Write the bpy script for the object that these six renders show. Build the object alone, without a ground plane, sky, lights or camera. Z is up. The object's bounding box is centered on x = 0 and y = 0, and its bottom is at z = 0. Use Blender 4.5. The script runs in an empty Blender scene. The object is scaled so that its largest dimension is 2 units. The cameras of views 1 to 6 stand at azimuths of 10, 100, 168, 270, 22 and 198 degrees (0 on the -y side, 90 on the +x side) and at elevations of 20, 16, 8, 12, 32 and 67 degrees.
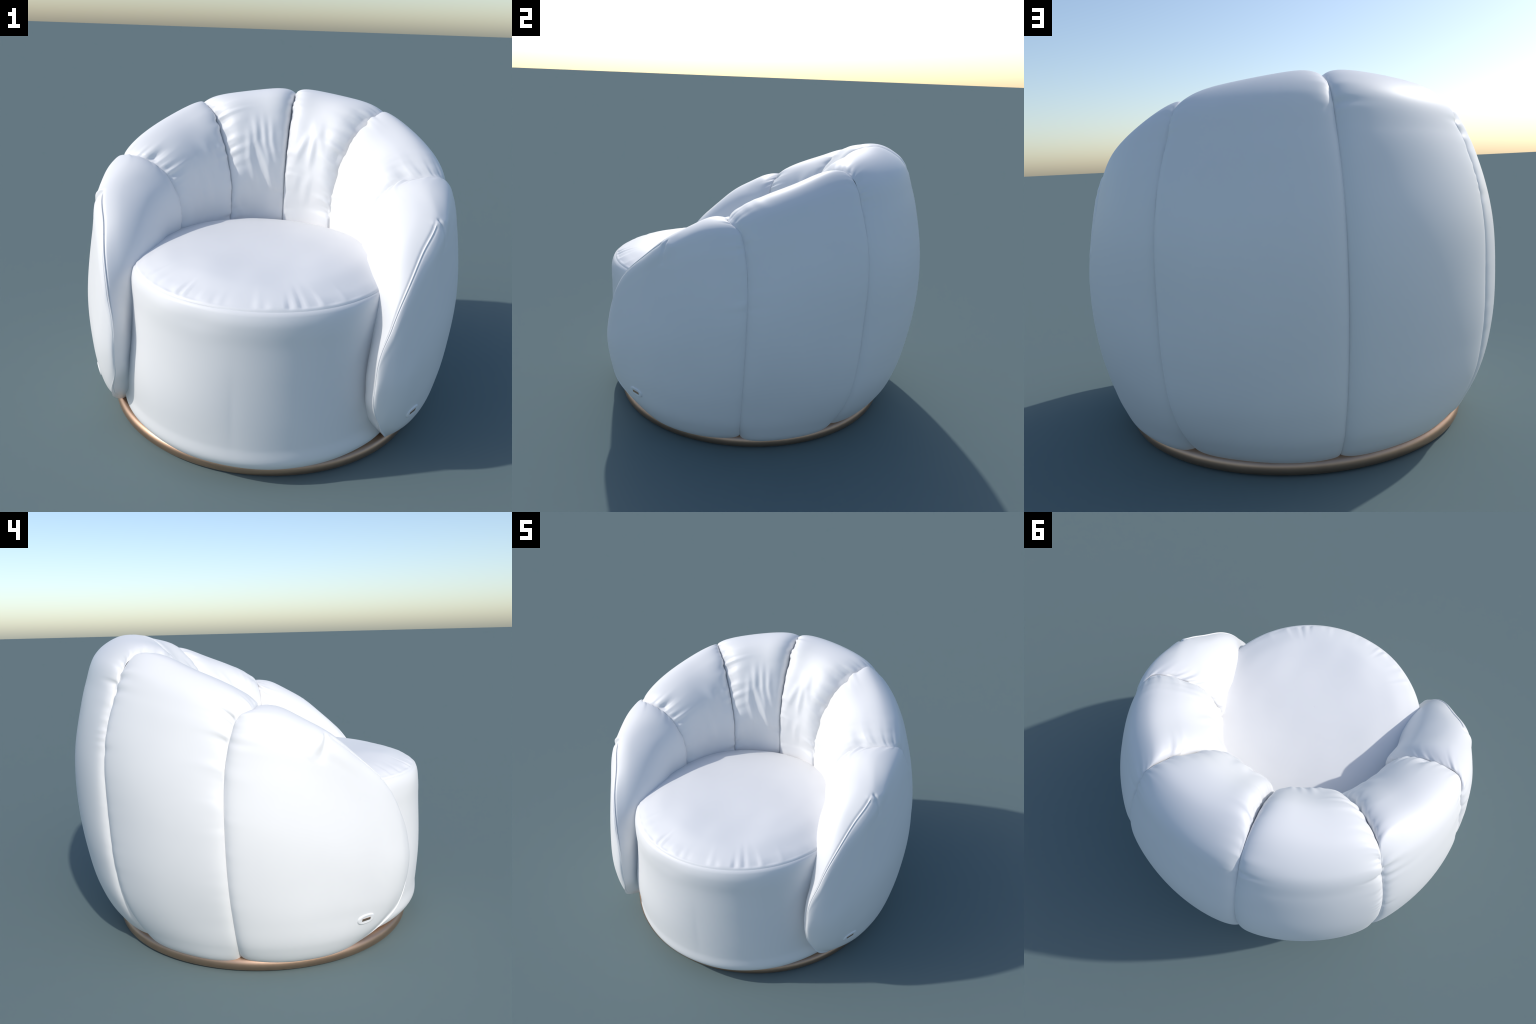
# Rounded tub armchair: a drum seat wrapped by six puffed upholstery petals on a
# bronze ring plinth.  Azimuth A is measured from the back (+y): 0 = back centre,
# 90 = side, 144 = the nose of an arm petal.  Petals are lofted through
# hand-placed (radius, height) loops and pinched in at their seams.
import bpy, math
import numpy as np
from mathutils import Vector


# ------------------------------------------------------------------ helpers
def smooth(a, b, x):
    t = np.clip((x - a) / (b - a), 0, 1)
    return t * t * (3 - 2 * t)

def noise1(x, seed):
    """smooth value noise in one dimension, -1..1"""
    tab = np.random.default_rng(seed).uniform(-1, 1, 512)
    i = np.floor(x).astype(int); t = x - i
    t = t * t * (3 - 2 * t)
    return tab[i % 512] * (1 - t) + tab[(i + 1) % 512] * t

def ring_noise(a, count, seed):
    """value noise that closes round a full turn with `count` cells"""
    tab = np.random.default_rng(seed).uniform(-1, 1, count)
    x = a / (2 * math.pi) * count
    i = np.floor(x).astype(int); t = x - i
    t = t * t * (3 - 2 * t)
    return tab[i % count] * (1 - t) + tab[(i + 1) % count] * t

def noise2(x, y, seed):
    tab = np.random.default_rng(seed).uniform(-1, 1, (64, 64))
    i = np.floor(x).astype(int); j = np.floor(y).astype(int)
    s = x - i; t = y - j
    s = s * s * (3 - 2 * s); t = t * t * (3 - 2 * t)
    g = lambda a, b: tab[a % 64, b % 64]
    return ((g(i, j) * (1 - s) + g(i + 1, j) * s) * (1 - t)
            + (g(i, j + 1) * (1 - s) + g(i + 1, j + 1) * s) * t)

def hermite(knots, vals, m, x):
    i = np.clip(np.searchsorted(knots, x, side='right') - 1, 0, len(knots) - 2)
    h = knots[i + 1] - knots[i]; t = (x - knots[i]) / h
    sh = (-1,) + (1,) * (vals.ndim - 1)
    h, t = h.reshape(sh), t.reshape(sh)
    return ((2*t**3 - 3*t**2 + 1) * vals[i] + (t**3 - 2*t**2 + t) * h * m[i]
            + (-2*t**3 + 3*t**2) * vals[i+1] + (t**3 - t**2) * h * m[i+1])

def slopes(knots, vals):
    """finite-difference tangents on uneven knots"""
    sh = (-1,) + (1,) * (vals.ndim - 1)
    d = np.diff(vals, axis=0) / np.diff(knots).reshape(sh)
    h = np.diff(knots).reshape(sh)
    m = np.empty_like(vals)
    m[1:-1] = (d[:-1] * h[1:] + d[1:] * h[:-1]) / (h[:-1] + h[1:])
    m[0], m[-1] = d[0], d[-1]
    return m

def curve(knots, vals, x):
    knots, vals = np.asarray(knots, float), np.asarray(vals, float)
    return hermite(knots, vals, slopes(knots, vals), np.asarray(x, float))

def grid_normals(P, wrap_v):
    du = np.gradient(P, axis=0)
    if wrap_v:
        dv = np.roll(P, -1, 1) - np.roll(P, 1, 1)
    else:
        dv = np.gradient(P, axis=1)
    n = np.cross(du, dv)
    return n / np.maximum(np.linalg.norm(n, axis=2, keepdims=True), 1e-9)

def grid_mesh(name, P, wrap_u=False, wrap_v=False, flip=False, caps=()):
    nu, nv = P.shape[:2]
    idx = np.arange(nu * nv).reshape(nu, nv)
    a = np.arange(nu if wrap_u else nu - 1); b = np.arange(nv if wrap_v else nv - 1)
    a1, b1 = (a + 1) % nu, (b + 1) % nv
    q = np.stack([idx[np.ix_(a, b)], idx[np.ix_(a1, b)], idx[np.ix_(a1, b1)], idx[np.ix_(a, b1)]], -1).reshape(-1, 4)
    if flip:
        q = q[:, ::-1]
    faces = q.tolist()
    for c in caps:
        faces.append(idx[c].tolist() if not flip else idx[c][::-1].tolist())
    me = bpy.data.meshes.new(name)
    me.from_pydata(P.reshape(-1, 3).tolist(), [], faces)
    me.validate()
    me.polygons.foreach_set("use_smooth", [True] * len(me.polygons))
    me.update()
    return me

def add(name, me, parent, mat):
    o = bpy.data.objects.new(name, me)
    bpy.context.scene.collection.objects.link(o)
    o.parent = parent
    if mat:
        me.materials.append(mat)
    return o

# ---------------------------------------------------------------- materials
def base_mat(name):
    m = bpy.data.materials.new(name); m.use_nodes = True
    nt = m.node_tree
    return m, nt, nt.nodes["Principled BSDF"]

def leather_mat():
    m, nt, b = base_mat("white_leather")
    N, L = nt.nodes, nt.links
    tc = N.new("ShaderNodeTexCoord")
    n1 = N.new("ShaderNodeTexNoise"); n1.inputs["Scale"].default_value = 3.0
    n1.inputs["Detail"].default_value = 3.0
    L.new(tc.outputs["Object"], n1.inputs["Vector"])
    cr = N.new("ShaderNodeValToRGB")
    cr.color_ramp.elements[0].position = 0.3; cr.color_ramp.elements[0].color = (0.785, 0.785, 0.79, 1)
    cr.color_ramp.elements[1].position = 0.7; cr.color_ramp.elements[1].color = (0.805, 0.805, 0.805, 1)
    L.new(n1.outputs["Fac"], cr.inputs["Fac"])
    L.new(cr.outputs["Color"], b.inputs["Base Color"])
    b.inputs["Roughness"].default_value = 0.5
    return m

def bronze_mat():
    m, nt, b = base_mat("brushed_bronze")
    N, L = nt.nodes, nt.links
    tc = N.new("ShaderNodeTexCoord")
    n1 = N.new("ShaderNodeTexNoise"); n1.inputs["Scale"].default_value = 12.0
    L.new(tc.outputs["Object"], n1.inputs["Vector"])
    cr = N.new("ShaderNodeValToRGB")
    cr.color_ramp.elements[0].position = 0.3; cr.color_ramp.elements[0].color = (0.50, 0.335, 0.24, 1)
    cr.color_ramp.elements[1].position = 0.7; cr.color_ramp.elements[1].color = (0.54, 0.365, 0.26, 1)
    L.new(n1.outputs["Fac"], cr.inputs["Fac"])
    L.new(cr.outputs["Color"], b.inputs["Base Color"])
    b.inputs["Metallic"].default_value = 1.0
    b.inputs["Roughness"].default_value = 0.45
    return m

LEATHER, BRONZE = leather_mat(), bronze_mat()

# -------------------------------------------------------------- the petals
def axis_y(z):
    """the shell leans: its axis sits further forward near the floor"""
    return curve([0, .15, .75, 1.1, 1.7], [-.065, -.055, -.022, -.005, -.005], z)

# loops run: bottom, up the outside, over the ridge (index 10), down the inside
OUT_FIRST, RIDGE, IN_LAST = 1, 10, 16
SEAM_BACK = dict(a=0, ia=0, p=[(.62,.066),(.832,.068),(.892,.15),(.940,.3),(.972,.5),(.987,.75),(.973,1.0),(.940,1.2),(.893,1.36),(.828,1.50),(.735,1.566),(.62,1.535),(.502,1.41),(.380,1.2),(.368,.9),(.38,.6),(.5,.2)])
MID_BACK = dict(a=22, ia=25, p=[(.62,.054),(.834,.058),(.903,.15),(.962,.3),(.996,.5),(1.009,.75),(.989,1.0),(.945,1.2),(.898,1.36),(.836,1.506),(.70,1.592),(.545,1.568),(.415,1.43),(.330,1.2),(.348,.93),(.36,.6),(.5,.2)])
SEAM_REAR = dict(a=44.5, ia=50, p=[(.62,.068),(.822,.072),(.895,.15),(.966,.3),(.998,.5),(1.000,.75),(.990,1.0),(.950,1.2),(.894,1.335),(.842,1.435),(.775,1.498),(.655,1.462),(.510,1.34),(.400,1.13),(.392,.9),(.41,.6),(.5,.2)])
MID_SIDE = dict(a=67, ia=75, p=[(.62,.054),(.852,.058),(.902,.15),(.955,.3),(.994,.5),(1.001,.75),(.974,1.0),(.930,1.18),(.889,1.30),(.833,1.400),(.74,1.450),(.61,1.42),(.488,1.31),(.430,1.13),(.415,.9),(.44,.6),(.55,.2)])
SEAM_SIDE = dict(a=90.5, low=-8.5, ia=99, p=[(.62,.064),(.835,.070),(.900,.15),(.950,.3),(.988,.5),(.993,.75),(.970,.95),(.942,1.08),(.912,1.18),(.882,1.243),(.842,1.268),(.74,1.265),(.615,1.215),(.535,1.08),(.512,.9),(.52,.6),(.6,.2)])
ARM = [
 dict(a=90.5, low=-8.5, ia=98, p=[(.62,.052),(.85,.056),(.912,.15),(.962,.3),(.994,.5),(1.002,.75),(.979,.95),(.952,1.09),(.928,1.20),(.885,1.28),(.81,1.312),(.69,1.298),(.570,1.21),(.492,1.06),(.485,.9),(.51,.6),(.6,.2)]),
 dict(a=103, low=-2, ia=106, p=[(.62,.050),(.860,.056),(.920,.15),(.962,.3),(.986,.49),(.993,.70),(.974,.89),(.953,1.02),(.93,1.13),(.89,1.220),(.81,1.258),(.685,1.248),(.568,1.16),(.507,1.01),(.515,.86),(.55,.55),(.65,.2)]),
 dict(a=113, ia=115, p=[(.64,.052),(.860,.058),(.920,.15),(.958,.3),(.979,.45),(.988,.62),(.975,.79),(.957,.93),(.945,1.03),(.933,1.105),(.892,1.158),(.79,1.180),(.655,1.132),(.575,.99),(.572,.82),(.60,.5),(.69,.2)]),
 dict(a=123.5, ia=124, p=[(.79,.080),(.862,.085),(.914,.155),(.955,.28),(.977,.41),(.987,.55),(.981,.69),(.968,.81),(.955,.91),(.940,.99),(.910,1.036),(.825,1.072),(.715,1.040),(.63,.91),(.605,.74),(.65,.42),(.70,.14)]),
 dict(a=131.5, ia=132, p=[(.888,.166),(.910,.171),(.937,.212),(.966,.285),(.987,.38),(.998,.50),(.993,.61),(.984,.72),(.973,.81),(.962,.875),(.942,.915),(.865,.938),(.775,.90),(.705,.78),(.690,.62),(.705,.40),(.775,.20)]),
 dict(a=137.3, ia=137.3, p=[(.945,.275),(.957,.279),(.970,.317),(.983,.37),(.994,.44),(.999,.505),(.997,.57),(.991,.635),(.984,.685),(.976,.733),(.961,.761),(.912,.758),(.862,.71),(.832,.62),(.822,.54),(.832,.41),(.872,.295)]),
 dict(a=141.4, ia=141.4, p=[(.971,.468),(.972,.470),(.973,.474),(.975,.48),(.976,.487),(.976,.495),(.976,.503),(.975,.511),(.974,.519),(.973,.526),(.971,.531),(.969,.527),(.967,.520),(.966,.511),(.965,.50),(.965,.487),(.967,.476)]),
]

def loop3(sec):
    """(azimuth, radius, height) for each control point of a loop"""
    p = np.array(sec["p"]); k = np.arange(len(p))
    w = smooth(9, 13.5, k.astype(float))          # azimuth drifts from outer to inner seam line
    w[0] = .5
    low = sec.get("low", 0) * np.interp(k, [4, 5, 6, 7, 8, 9, 10], [1, .96, .88, .76, .58, .36, 0])
    a = (sec["a"] + low) * (1 - w) + sec["ia"] * w
    return np.column_stack([a, p])

def loop_samples(ref, step):
    """sample parameters round the closed loop, about `step` apart, plus chord knots"""
    c = np.vstack([ref, ref[:1]])
    ch = np.maximum(np.hypot(*np.diff(c[:, 1:3], axis=0).T), .02)
    knots = np.r_[0, np.cumsum(ch)]
    s = np.concatenate([np.linspace(knots[i], knots[i+1], max(3, round(ch[i] / step)), endpoint=False) for i in range(len(ch))])
    return knots, s

def around(sec3, knots, s):
    """closed smooth interpolation of one loop"""
    n = len(sec3)
    ext = np.vstack([sec3[-3:], sec3, sec3[:4]])
    per = knots[-1]
    kk = np.r_[knots[n-3:n] - per, knots[:n], knots[:4] + per]
    return curve(kk, ext, s)

def to_xyz(C, side):
    a = np.radians(C[..., 0]); r, z = C[..., 1], C[..., 2]
    return np.stack([side * r * np.sin(a), axis_y(z.ravel()).reshape(z.shape) + r * np.cos(a), z], -1)

def puff(u, p, q):
    """swell across a pillow: 0 at either seam, 1 in the middle"""
    return (1 - np.abs(2 * u - 1) ** p) ** q

def valley(C, s, knots, both):
    """stitched groove down the outside along the seams, cut straight inward"""
    wall = (1 - smooth(knots[8], knots[10], s))[None] * smooth(knots[0], knots[2], s)[None]
    for e in ((0, -1) if both else (0,)):
        d = np.radians(np.abs(C[..., 0] - C[e:e + 1 or None, :, 0])) * C[..., 1]
        C[..., 1] -= wall * (.018 * np.exp(-d / .020) + .003 * np.exp(-d / .06))
    return C

def back_petal(A, M, B, nu, step, square):
    """petal between two seams; returns cylindrical grid and parameters"""
    A, M, B = loop3(A), loop3(M), loop3(B)
    M[:, 0] = .5 * (A[:, 0] + B[:, 0])
    knots, s = loop_samples(M, step)
    SA, SM, SB = (around(x, knots, s) for x in (A, M, B))
    t = np.linspace(0, 1, nu)
    u = .35 * t + .65 * (.5 - .5 * np.cos(math.pi * t))
    U = u[:, None, None]
    # square-shouldered pillows inside, softer valleys outside
    w = around(smooth(7, 10.5, np.arange(17.0))[:, None] * (1, 0, 0), knots, s)[:, :1]
    w = np.clip(w, 0, 1)[None]
    f = puff(U, square, .52) * w + puff(U, 5.0, .62) * (1 - w)
    C = SA * (1 - U) + SB * U + f * (SM - .5 * (SA + SB))
    valley(C, s, knots, True)
    return C, u, s, knots

def arm_petal(S, secs, nu, step):
    L = np.array([loop3(x) for x in secs])
    knots, s = loop_samples(L[1], step)
    G = np.array([around(x, knots, s) for x in L])
    seam = around(loop3(S), knots, s)
    k = np.array([0, .16, .30, .47, .64, .82, 1.0])
    m = slopes(k, G)
    m[-1] = 1.7 * (G[-1] - G[-2]) / (k[-1] - k[-2])
    m[-1][:, 0] = 0
    t = np.linspace(0, 1, nu)
    u = t ** 1.25 * (1 - .0 * t)
    C = hermite(k, G, m, u)
    tau = .16
    w = np.clip(1 - (1 - np.clip(1 - u / tau, 0, 1) ** 2.2) ** .5, 0, 1)
    C = C + w[:, None, None] * (seam - G[0])
    valley(C, s, knots, False)
    return C, u, s, knots

def pucker(s, d, seed, freq, amp, reach, region):
    """short gathers square to a seam; d is the distance beside it, s runs along it"""
    n = noise1(s * freq + 1.5 * noise1(s * 4.1, seed + 5), seed)
    n = np.sign(n) * np.abs(n) ** .75
    burst = .35 + .65 * smooth(-.5, .6, noise1(s * 5.3, seed + 14))   # gathers come in groups
    length = reach * (1 + .5 * noise1(s * freq * .7, seed + 9))
    prof = smooth(-.002, .012, d) * np.exp(-(d / length) ** 1.4)
    return amp * n * burst * prof * region

def fold(u, z, pts, amp, w):
    """a long soft ridge along a polyline given in (u, z)"""
    out = np.zeros_like(u); W = .42
    for (u0, z0), (u1, z1) in zip(pts[:-1], pts[1:]):
        dx, dz = (u1 - u0) * W, z1 - z0
        k = np.clip(((u - u0) * W * dx + (z - z0) * dz) / (dx*dx + dz*dz), 0, 1)
        dist = np.hypot((u - u0) * W - k * dx, z - z0 - k * dz)
        out = np.maximum(out, np.exp(-(dist / w) ** 2))
    ends = np.array(pts); zt, zb = ends[:, 1].max(), ends[:, 1].min()
    out *= smooth(zb - .03, zb + .10, z) * (1 - smooth(zt - .10, zt + .03, z))
    return amp * out

def tube(name, line, radius, parent, mat, sides=10):
    """a cord with closed, tapering ends laid along a polyline"""
    t = np.gradient(line, axis=0); t /= np.linalg.norm(t, axis=1, keepdims=True)
    ref = np.array([.3, -.8, .52]); e1 = np.cross(t, ref); e1 /= np.linalg.norm(e1, axis=1, keepdims=True)
    e2 = np.cross(t, e1)
    k = np.linspace(0, 1, len(line)); rad = radius * np.clip(np.sqrt(np.minimum(k, 1 - k) * 14), .05, 1)
    a = np.linspace(0, 2 * math.pi, sides, endpoint=False)
    P = line[:, None] + rad[:, None, None] * (np.cos(a)[None, :, None] * e1[:, None] + np.sin(a)[None, :, None] * e2[:, None])
    return add(name, grid_mesh(name, P, wrap_v=True), parent, mat)

def finish_petal(name, kind, side, C, u, s, knots, seed, parent, gA, gB=None, folds=(), creases=()):
    """gA, gB: how strongly the leather gathers at either seam (inside, rim, outside)"""
    P = to_xyz(C, side)
    nrm = grid_normals(P, True)
    j, i = np.argmin(np.abs(s - knots[5])), len(u) // 2
    flip = bool(np.dot(nrm[i, j], P[i, j] * (1, 1, 0)) < 0)
    if flip:
        nrm = -nrm
    shape = C.shape[:2]
    U = np.broadcast_to(u[:, None], shape); S = np.broadcast_to(s[None], shape)
    A, R, Z = C[..., 0], C[..., 1], C[..., 2]
    dA = np.radians(np.abs(A - A[:1])) * R; dB = np.radians(np.abs(A - A[-1:])) * R
    inner = smooth(knots[10], knots[11], S) * (1 - smooth(knots[15], knots[16], S))
    top = smooth(knots[7], knots[9], S) * (1 - smooth(knots[11], knots[12], S))
    outer = (1 - smooth(knots[8], knots[9], S)) * smooth(knots[2], knots[4], S) * (.3 + .7 * smooth(.55, 1.05, Z))
    disp = np.zeros(shape)
    for d, g, sd in ((dA, gA, seed), (dB, gB, seed + 31)):
        if g:
            reg = g[0] * inner + g[1] * top
            fine = kind == "back"
            disp += pucker(S, d, sd + 7, 46 if fine else 28, .0055 if fine else .0085, .032 if fine else .065, g[2] * outer)
            disp += pucker(S, d, sd, 36, .0120, .056, np.minimum(reg, 1.5))
            disp += pucker(S, d, sd + 3, 64, .004, .035, np.minimum(reg, 1.0))
    for pts, amp, w in folds:
        disp += fold(U, Z, pts, amp, w) * smooth(knots[9], knots[10], S) * (1 - smooth(knots[15], knots[16], S))
    # soft unevenness of the filling
    soft = noise2(U * 3.0 + seed, S * 3.4, seed + 50) * .006 * (.25 + inner)
    edge = smooth(0, .06, dA) * (smooth(0, .06, dB) if kind != "arm" else smooth(0, .12, dB))
    disp += soft * edge
    lip = kind == "arm"
    if lip:
        # the two skins of the arm meet in a stitched edge with a shallow trough beside it
        d = S - knots[RIDGE]
        on = smooth(.30, .34, U) * (1 - smooth(.84, 1.0, U))
        disp += on * (-.005 * np.exp(-((d - .011) / .009) ** 2) - .002 * np.exp(-((d + .012) / .008) ** 2))
        # the point where the stitched edge starts is pulled tight
        for a0, z0, a1, z1, amp, w in creases:
            xx, dx = np.radians(A - a0) * R, math.radians(a1 - a0)
            dz = z1 - z0
            k = np.clip((xx * dx + (Z - z0) * dz) / (dx * dx + dz * dz), 0, 1)
            dist = np.hypot(xx - k * dx, Z - z0 - k * dz)
            disp += amp * np.exp(-(dist / (w * (1 + k))) ** 2) * (1 - k) ** .6 * (1 - smooth(knots[10], knots[11], S))
    P = P + nrm * disp[..., None]
    full = P
    if lip:                                     # close the nose with a rounded seam end
        jr = np.argmin(np.abs(s - knots[RIDGE])); last = P[-1]
        lo, hi = last[0], last[jr]
        k = np.clip((last[:, 2] - lo[2]) / (hi[2] - lo[2]), 0, 1)[:, None]
        spine = lo + k * (hi - lo)
        fwd = P[-1] - P[-4]; fwd /= np.linalg.norm(fwd, axis=1, keepdims=True)
        fwd = fwd.mean(0)
        full = np.concatenate([P] + [(last * (1 - w) + spine * w + fwd * .006 * math.sin(w * 1.5))[None] for w in (.3, .6, .85, .985)])
    o = add(name, grid_mesh(name, full, wrap_v=True, flip=flip), parent, LEATHER)
    if lip:
        jr = np.argmin(np.abs(s - knots[RIDGE])); iu = u > .315; il = (u > .70)
        line = np.vstack([P[iu, jr], P[il, 0][::-1]])
        line = line[np.r_[True, np.linalg.norm(np.diff(line, axis=0), axis=1) > 1e-3]]
        for _ in range(6):
            line[1:-1] = .25 * line[:-2] + .5 * line[1:-1] + .25 * line[2:]
        tube("piping", line, .0030, o, LEATHER)
        far = np.where(S < knots[RIDGE], np.radians(np.abs(A - 122)) * R + np.abs(Z - .245), 9)
        q = np.unravel_index(far.argmin(), shape)
        return o, P[q], nrm[q]
    return o

# ------------------------------------------------------------------- build
chair = bpy.data.objects.new("armchair", None)
bpy.context.scene.collection.objects.link(chair)
chair["label"] = "round white tub armchair with six puffed petal cushions, bronze base"
chair["category"] = "armchair"

# long folds on the inside faces, in (share across from the first seam, height)
FOLDS = {
 (1, "back"): [([(.45,1.47),(.53,1.38),(.54,1.19)], 0.01035, 0.031), ([(.55,1.47),(.62,1.38),(.78,1.27)], 0.00805, 0.0271),
               ([(.42,1.41),(.33,1.33),(.20,1.22)], 0.00805, 0.031), ([(.97,1.08),(.84,1.06),(.70,1.02)], 0.01035, 0.0271),
               ([(.62,1.20),(.50,1.10),(.44,.98)], 0.0069, 0.0387), ([(.30,1.18),(.22,1.06)], 0.00575, 0.0349)],
 (-1, "back"): [([(.54,1.48),(.555,1.34),(.36,1.20),(.17,1.04)], 0.0115, 0.029), ([(.42,1.48),(.39,1.32),(.25,1.17)], 0.0092, 0.0252),
                ([(.66,1.43),(.71,1.25),(.55,1.06)], 0.0092, 0.0271), ([(.28,1.46),(.26,1.34),(.15,1.22)], 0.0069, 0.0232),
                ([(.96,1.00),(.86,.95),(.78,.90)], 0.0069, 0.0252)],
 (1, "side"): [([(.30,1.36),(.42,1.27),(.50,1.18)], 0.0084, 0.025), ([(.44,1.36),(.55,1.26),(.62,1.14)], 0.0098, 0.0225),
               ([(.95,1.36),(.93,1.20)], 0.0084, 0.0175), ([(.875,1.38),(.86,1.17)], 0.0098, 0.0187), ([(.80,1.39),(.785,1.14)], 0.0098, 0.0187),
               ([(.725,1.36),(.70,1.16)], 0.007, 0.02), ([(.20,1.18),(.34,1.06)], 0.0084, 0.025), ([(.66,1.12),(.55,1.0)], 0.0084, 0.025)],
 (-1, "side"): [([(.26,1.38),(.20,1.18)], -.008, .034), ([(.42,1.36),(.30,1.18)], .006, .030), ([(.62,1.30),(.50,1.12),(.46,.98)], .006, .030), ([(.76,1.08),(.66,.96)], .006, .026)],
}
GATHER = {
 (1, "back"): ((.5, .4, .02), (.9, 1.0, .08)), (-1, "back"): ((.4, .5, .04), (.8, 1.1, .5)),
 (1, "side"): ((.7, .7, .06), (1.25, 1.5, .25)), (-1, "side"): ((.8, .8, .5), (1.0, 1.0, .7)),
 (1, "arm"): ((.5, .9, .35), None), (-1, "arm"): ((.5, .5, .65), None),
}
CREASES = {1: [(113, 1.15, 112.5, 1.03, -.009, .008), (115, 1.14, 108, 1.14, .005, .010)],
           -1: [(113, 1.15, 109.5, 1.04, -.013, .010), (111.5, 1.15, 106.5, 1.06, .007, .012)]}

for side, tag in ((1, 0), (-1, 400)):
    C, u, s, k = back_petal(SEAM_BACK, MID_BACK, SEAM_REAR, 190, .009, 5.0)
    finish_petal("back_cushion", "back", side, C, u, s, k, 11 + tag, chair, *GATHER[side, "back"], folds=FOLDS[side, "back"])
    C, u, s, k = back_petal(SEAM_REAR, MID_SIDE, SEAM_SIDE, 190, .009, 4.0)
    finish_petal("side_cushion", "side", side, C, u, s, k, 12 + tag, chair, *GATHER[side, "side"], folds=FOLDS[side, "side"])
    C, u, s, k = arm_petal(SEAM_SIDE, ARM, 210, .007)
    arm, tag_at, tag_n = finish_petal("arm_cushion", "arm", side, C, u, s, k, 13 + tag, chair, *GATHER[side, "arm"], creases=CREASES[side])

    # small padded tag with a bronze plate, low on the arm
    n = Vector(tag_n)
    up = Vector((0, 0, 1)); up = (up - n * up.dot(n)).normalized()
    tx = up.cross(n).normalized()
    c = Vector(tag_at) - n * .001
    ang = np.linspace(0, 2 * math.pi, 64, endpoint=False)
    ca, sa = np.cos(ang), np.sin(ang)
    ox, oy = np.sign(ca) * np.abs(ca) ** .75, np.sign(sa) * np.abs(sa) ** .85
    rings = [(1.08, -.008), (1.05, .0), (1.0, .004), (.93, .0065), (.82, .0072), (.70, .0066), (.55, .0058), (.2, .0056), (.01, .0056)]
    V = np.array([[c + tx * (.050 * k * x) + up * (.0265 * k * y) + n * h for k, h in rings] for x, y in zip(ox, oy)])
    pad = add("label_patch", grid_mesh("label_patch", V, wrap_u=True), arm, LEATHER)
    import bmesh
    bm = bmesh.new(); bmesh.ops.create_cube(bm, size=1)
    for v in bm.verts:
        v.co = c + tx * (v.co.x * .052) + up * (v.co.y * .0145) + n * (v.co.z * .005 + .0047)
    bmesh.ops.recalc_face_normals(bm, faces=bm.faces)
    bmesh.ops.bevel(bm, geom=bm.edges[:], offset=.0008, segments=2, affect='EDGES')
    pm = bpy.data.meshes.new("metal_plate"); bm.to_mesh(pm); bm.free()
    add("metal_plate", pm, pad, BRONZE)

# seat drum ------------------------------------------------------------------
SX, SY = .006, -.317
def seat_grid(rs, zs, n=360):
    a = np.linspace(0, 2 * math.pi, n, endpoint=False)      # 0 = front, + to the right
    A, R = np.meshgrid(a, rs, indexing="ij"); Z = np.broadcast_to(zs, R.shape)
    low = 1 - smooth(.12, .6, Z)
    side = np.abs(np.sin(A))
    R = R * (1 + .006 * low + .062 * low * side ** 2.8 + .05 * side ** 6 * (1 - smooth(.06, .24, Z))   # skirt spreads sideways to meet the ring
             + .04 * np.exp(-((Z - .38) / .2) ** 2) * np.clip(-np.sin(A), 0, 1) ** .8 * (np.cos(A) > -.2))
    return A, R, Z
SEAM_Z = .866
side_p = np.array([(.0,.068),(.56,.070),(.622,.076),(.648,.112),(.652,.2),(.659,.35),(.662,.55),(.660,.7),(.660,.78),(.656,.822),(.650,.843),(.643,.856),(.634,SEAM_Z)])
top_p = np.array([(.634,SEAM_Z),(.622,.876),(.597,.890),(.555,.906),(.50,.923),(.40,.939),(.25,.948),(.10,.952),(.0,.952)])
def profile(p, n):
    kk = np.r_[0, np.cumsum(np.hypot(*np.diff(p, axis=0).T))]
    s = np.linspace(0, kk[-1], n)
    q = curve(kk, p, s)
    return q[:, 0], q[:, 1], s, kk
def seat_xyz(A, R, Z):
    return np.stack([SX + R * np.sin(A), SY - R * np.cos(A), Z], -1)

r, z, s, kk = profile(side_p, 130)
A, R, Z = seat_grid(r, z)
P = seat_xyz(A, R, Z); n = grid_normals(P, False)
n *= np.sign(np.sum(n[:, 90] * np.stack([np.sin(A[:, 90]), -np.cos(A[:, 90]), 0 * A[:, 90]], -1), -1).mean())
d = SEAM_Z - Z
disp = .004 * noise2(np.cos(A) * 2.5 + 10, np.sin(A) * 2.5 + Z * 3 + 10, 77) * smooth(0, .15, d)
disp += .002 * np.exp(-((d - .010) / .006) ** 2) - .0015 * np.exp(-(d / .004) ** 2)
disp += .003 * ring_noise(A, 24, 5) * np.exp(-((d - .06) / .05) ** 2)
P += n * disp[..., None]
seat = add("seat", grid_mesh("seat", P, wrap_u=True), chair, LEATHER)

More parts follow.
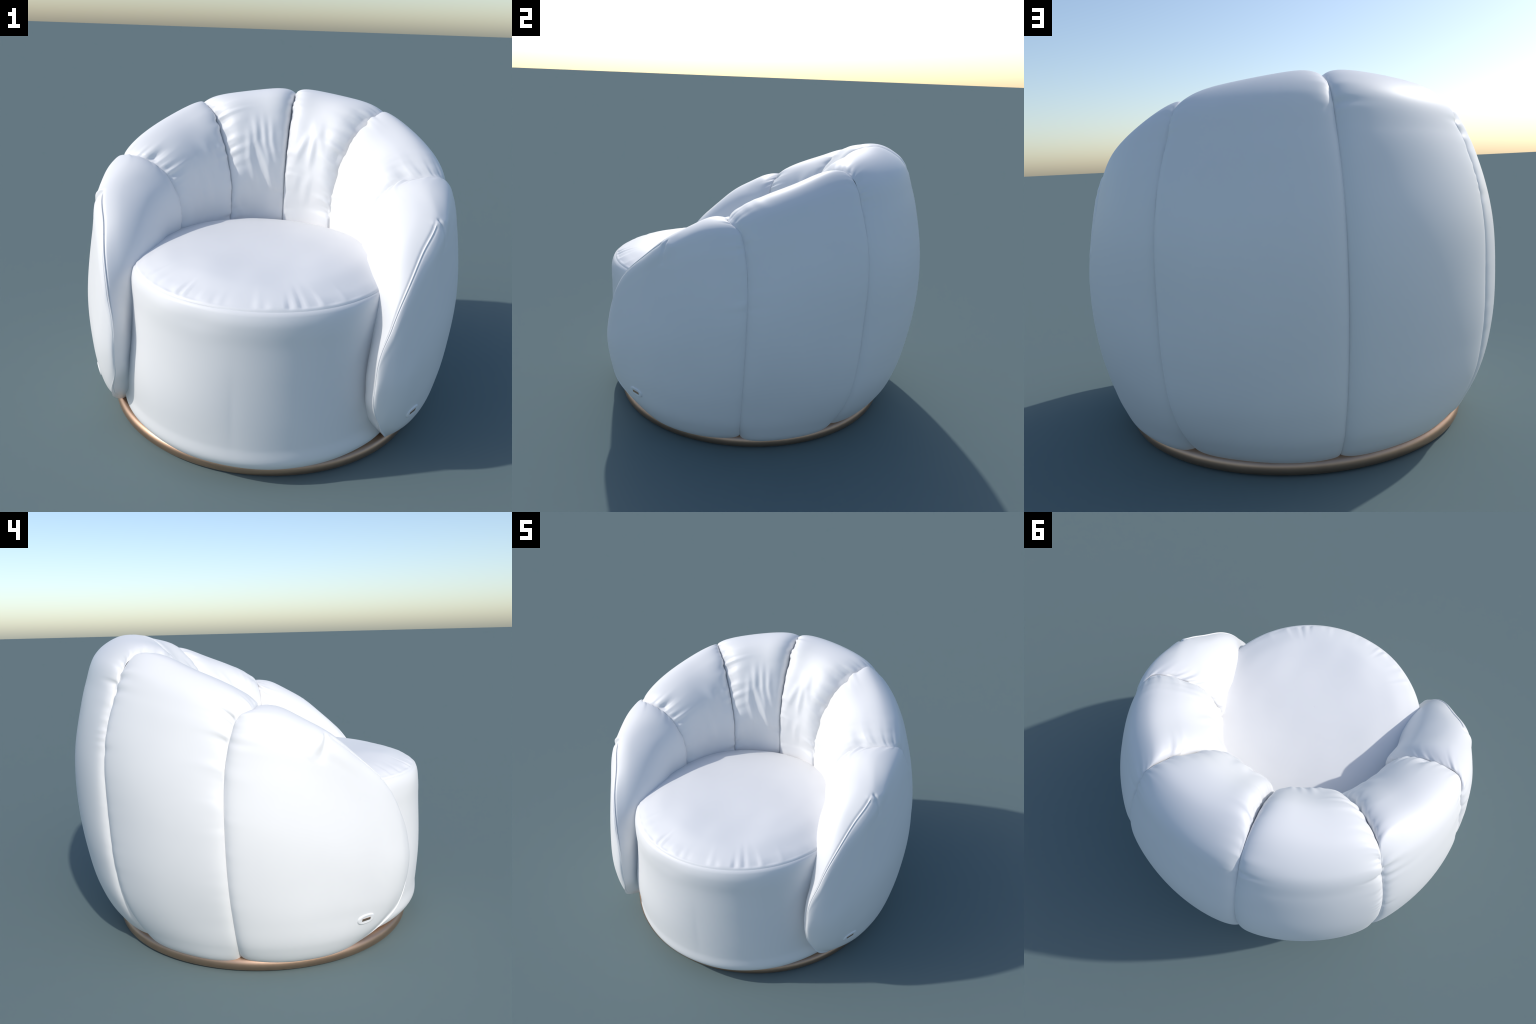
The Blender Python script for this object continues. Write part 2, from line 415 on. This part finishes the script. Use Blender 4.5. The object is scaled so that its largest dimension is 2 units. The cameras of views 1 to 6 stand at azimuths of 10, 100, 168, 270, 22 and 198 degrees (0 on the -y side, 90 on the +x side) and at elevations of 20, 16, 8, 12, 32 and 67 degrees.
r, z, s, kk = profile(top_p, 150)
A, R, Z = seat_grid(r, z)
P = seat_xyz(A, R, Z); n = grid_normals(P, False); n *= np.sign(n[:, 100, 2].mean())
S = np.broadcast_to(s, A.shape)
turn = (np.degrees(A) + 180) % 360 - 180                      # 0 at the front
groups = .22 + np.exp(-((turn + 32) / 17) ** 2) + np.exp(-((turn - 24) / 17) ** 2)
puck = ring_noise(A + .04 * ring_noise(A, 40, 26), 150, 22)
puck = np.sign(puck) * np.abs(puck) ** .8
disp = .0048 * groups * puck * smooth(.006, .025, S) * np.exp(-(S / (.08 + .05 * ring_noise(A, 60, 23))) ** 2)
disp += -.0012 * np.exp(-(S / .004) ** 2) + .0015 * np.exp(-((S - .010) / .006) ** 2)
disp += .006 * noise2(P[..., 0] * 6 + 9, P[..., 1] * 4 + 9, 31) * smooth(.05, .2, S)
P += n * disp[..., None]
add("seat_panel", grid_mesh("seat_panel", P, wrap_u=True), seat, LEATHER)

# bronze plinth ---------------------------------------------------------------
RX, RY, RR, RH = -.004, -.060, .850, .070
t = np.linspace(0, 2 * math.pi, 40, endpoint=False)
e = RH / 2
sq = lambda v: np.sign(v) * np.abs(v) ** .88            # slightly flattened tube
prof = np.column_stack([RR - e + e * sq(np.cos(t)), e + e * sq(np.sin(t))])
a = np.linspace(0, 2*math.pi, 256, endpoint=False)
P = np.stack([RX + prof[None, :, 0] * np.sin(a)[:, None], RY - prof[None, :, 0] * np.cos(a)[:, None], np.broadcast_to(prof[None, :, 1], (256, len(prof)))], -1)
ring = add("base_ring", grid_mesh("base_ring", P, wrap_u=True, wrap_v=True), chair, BRONZE)
disc = np.array([(.0, .012), (.76, .012), (.80, .016), (.80, .050), (.76, .054), (.0, .054)])
P = np.stack([RX + disc[None, :, 0] * np.sin(a)[:, None], RY - disc[None, :, 0] * np.cos(a)[:, None], np.broadcast_to(disc[None, :, 1], (256, len(disc)))], -1)
add("base_plate", grid_mesh("base_plate", P, wrap_u=True), ring, BRONZE)
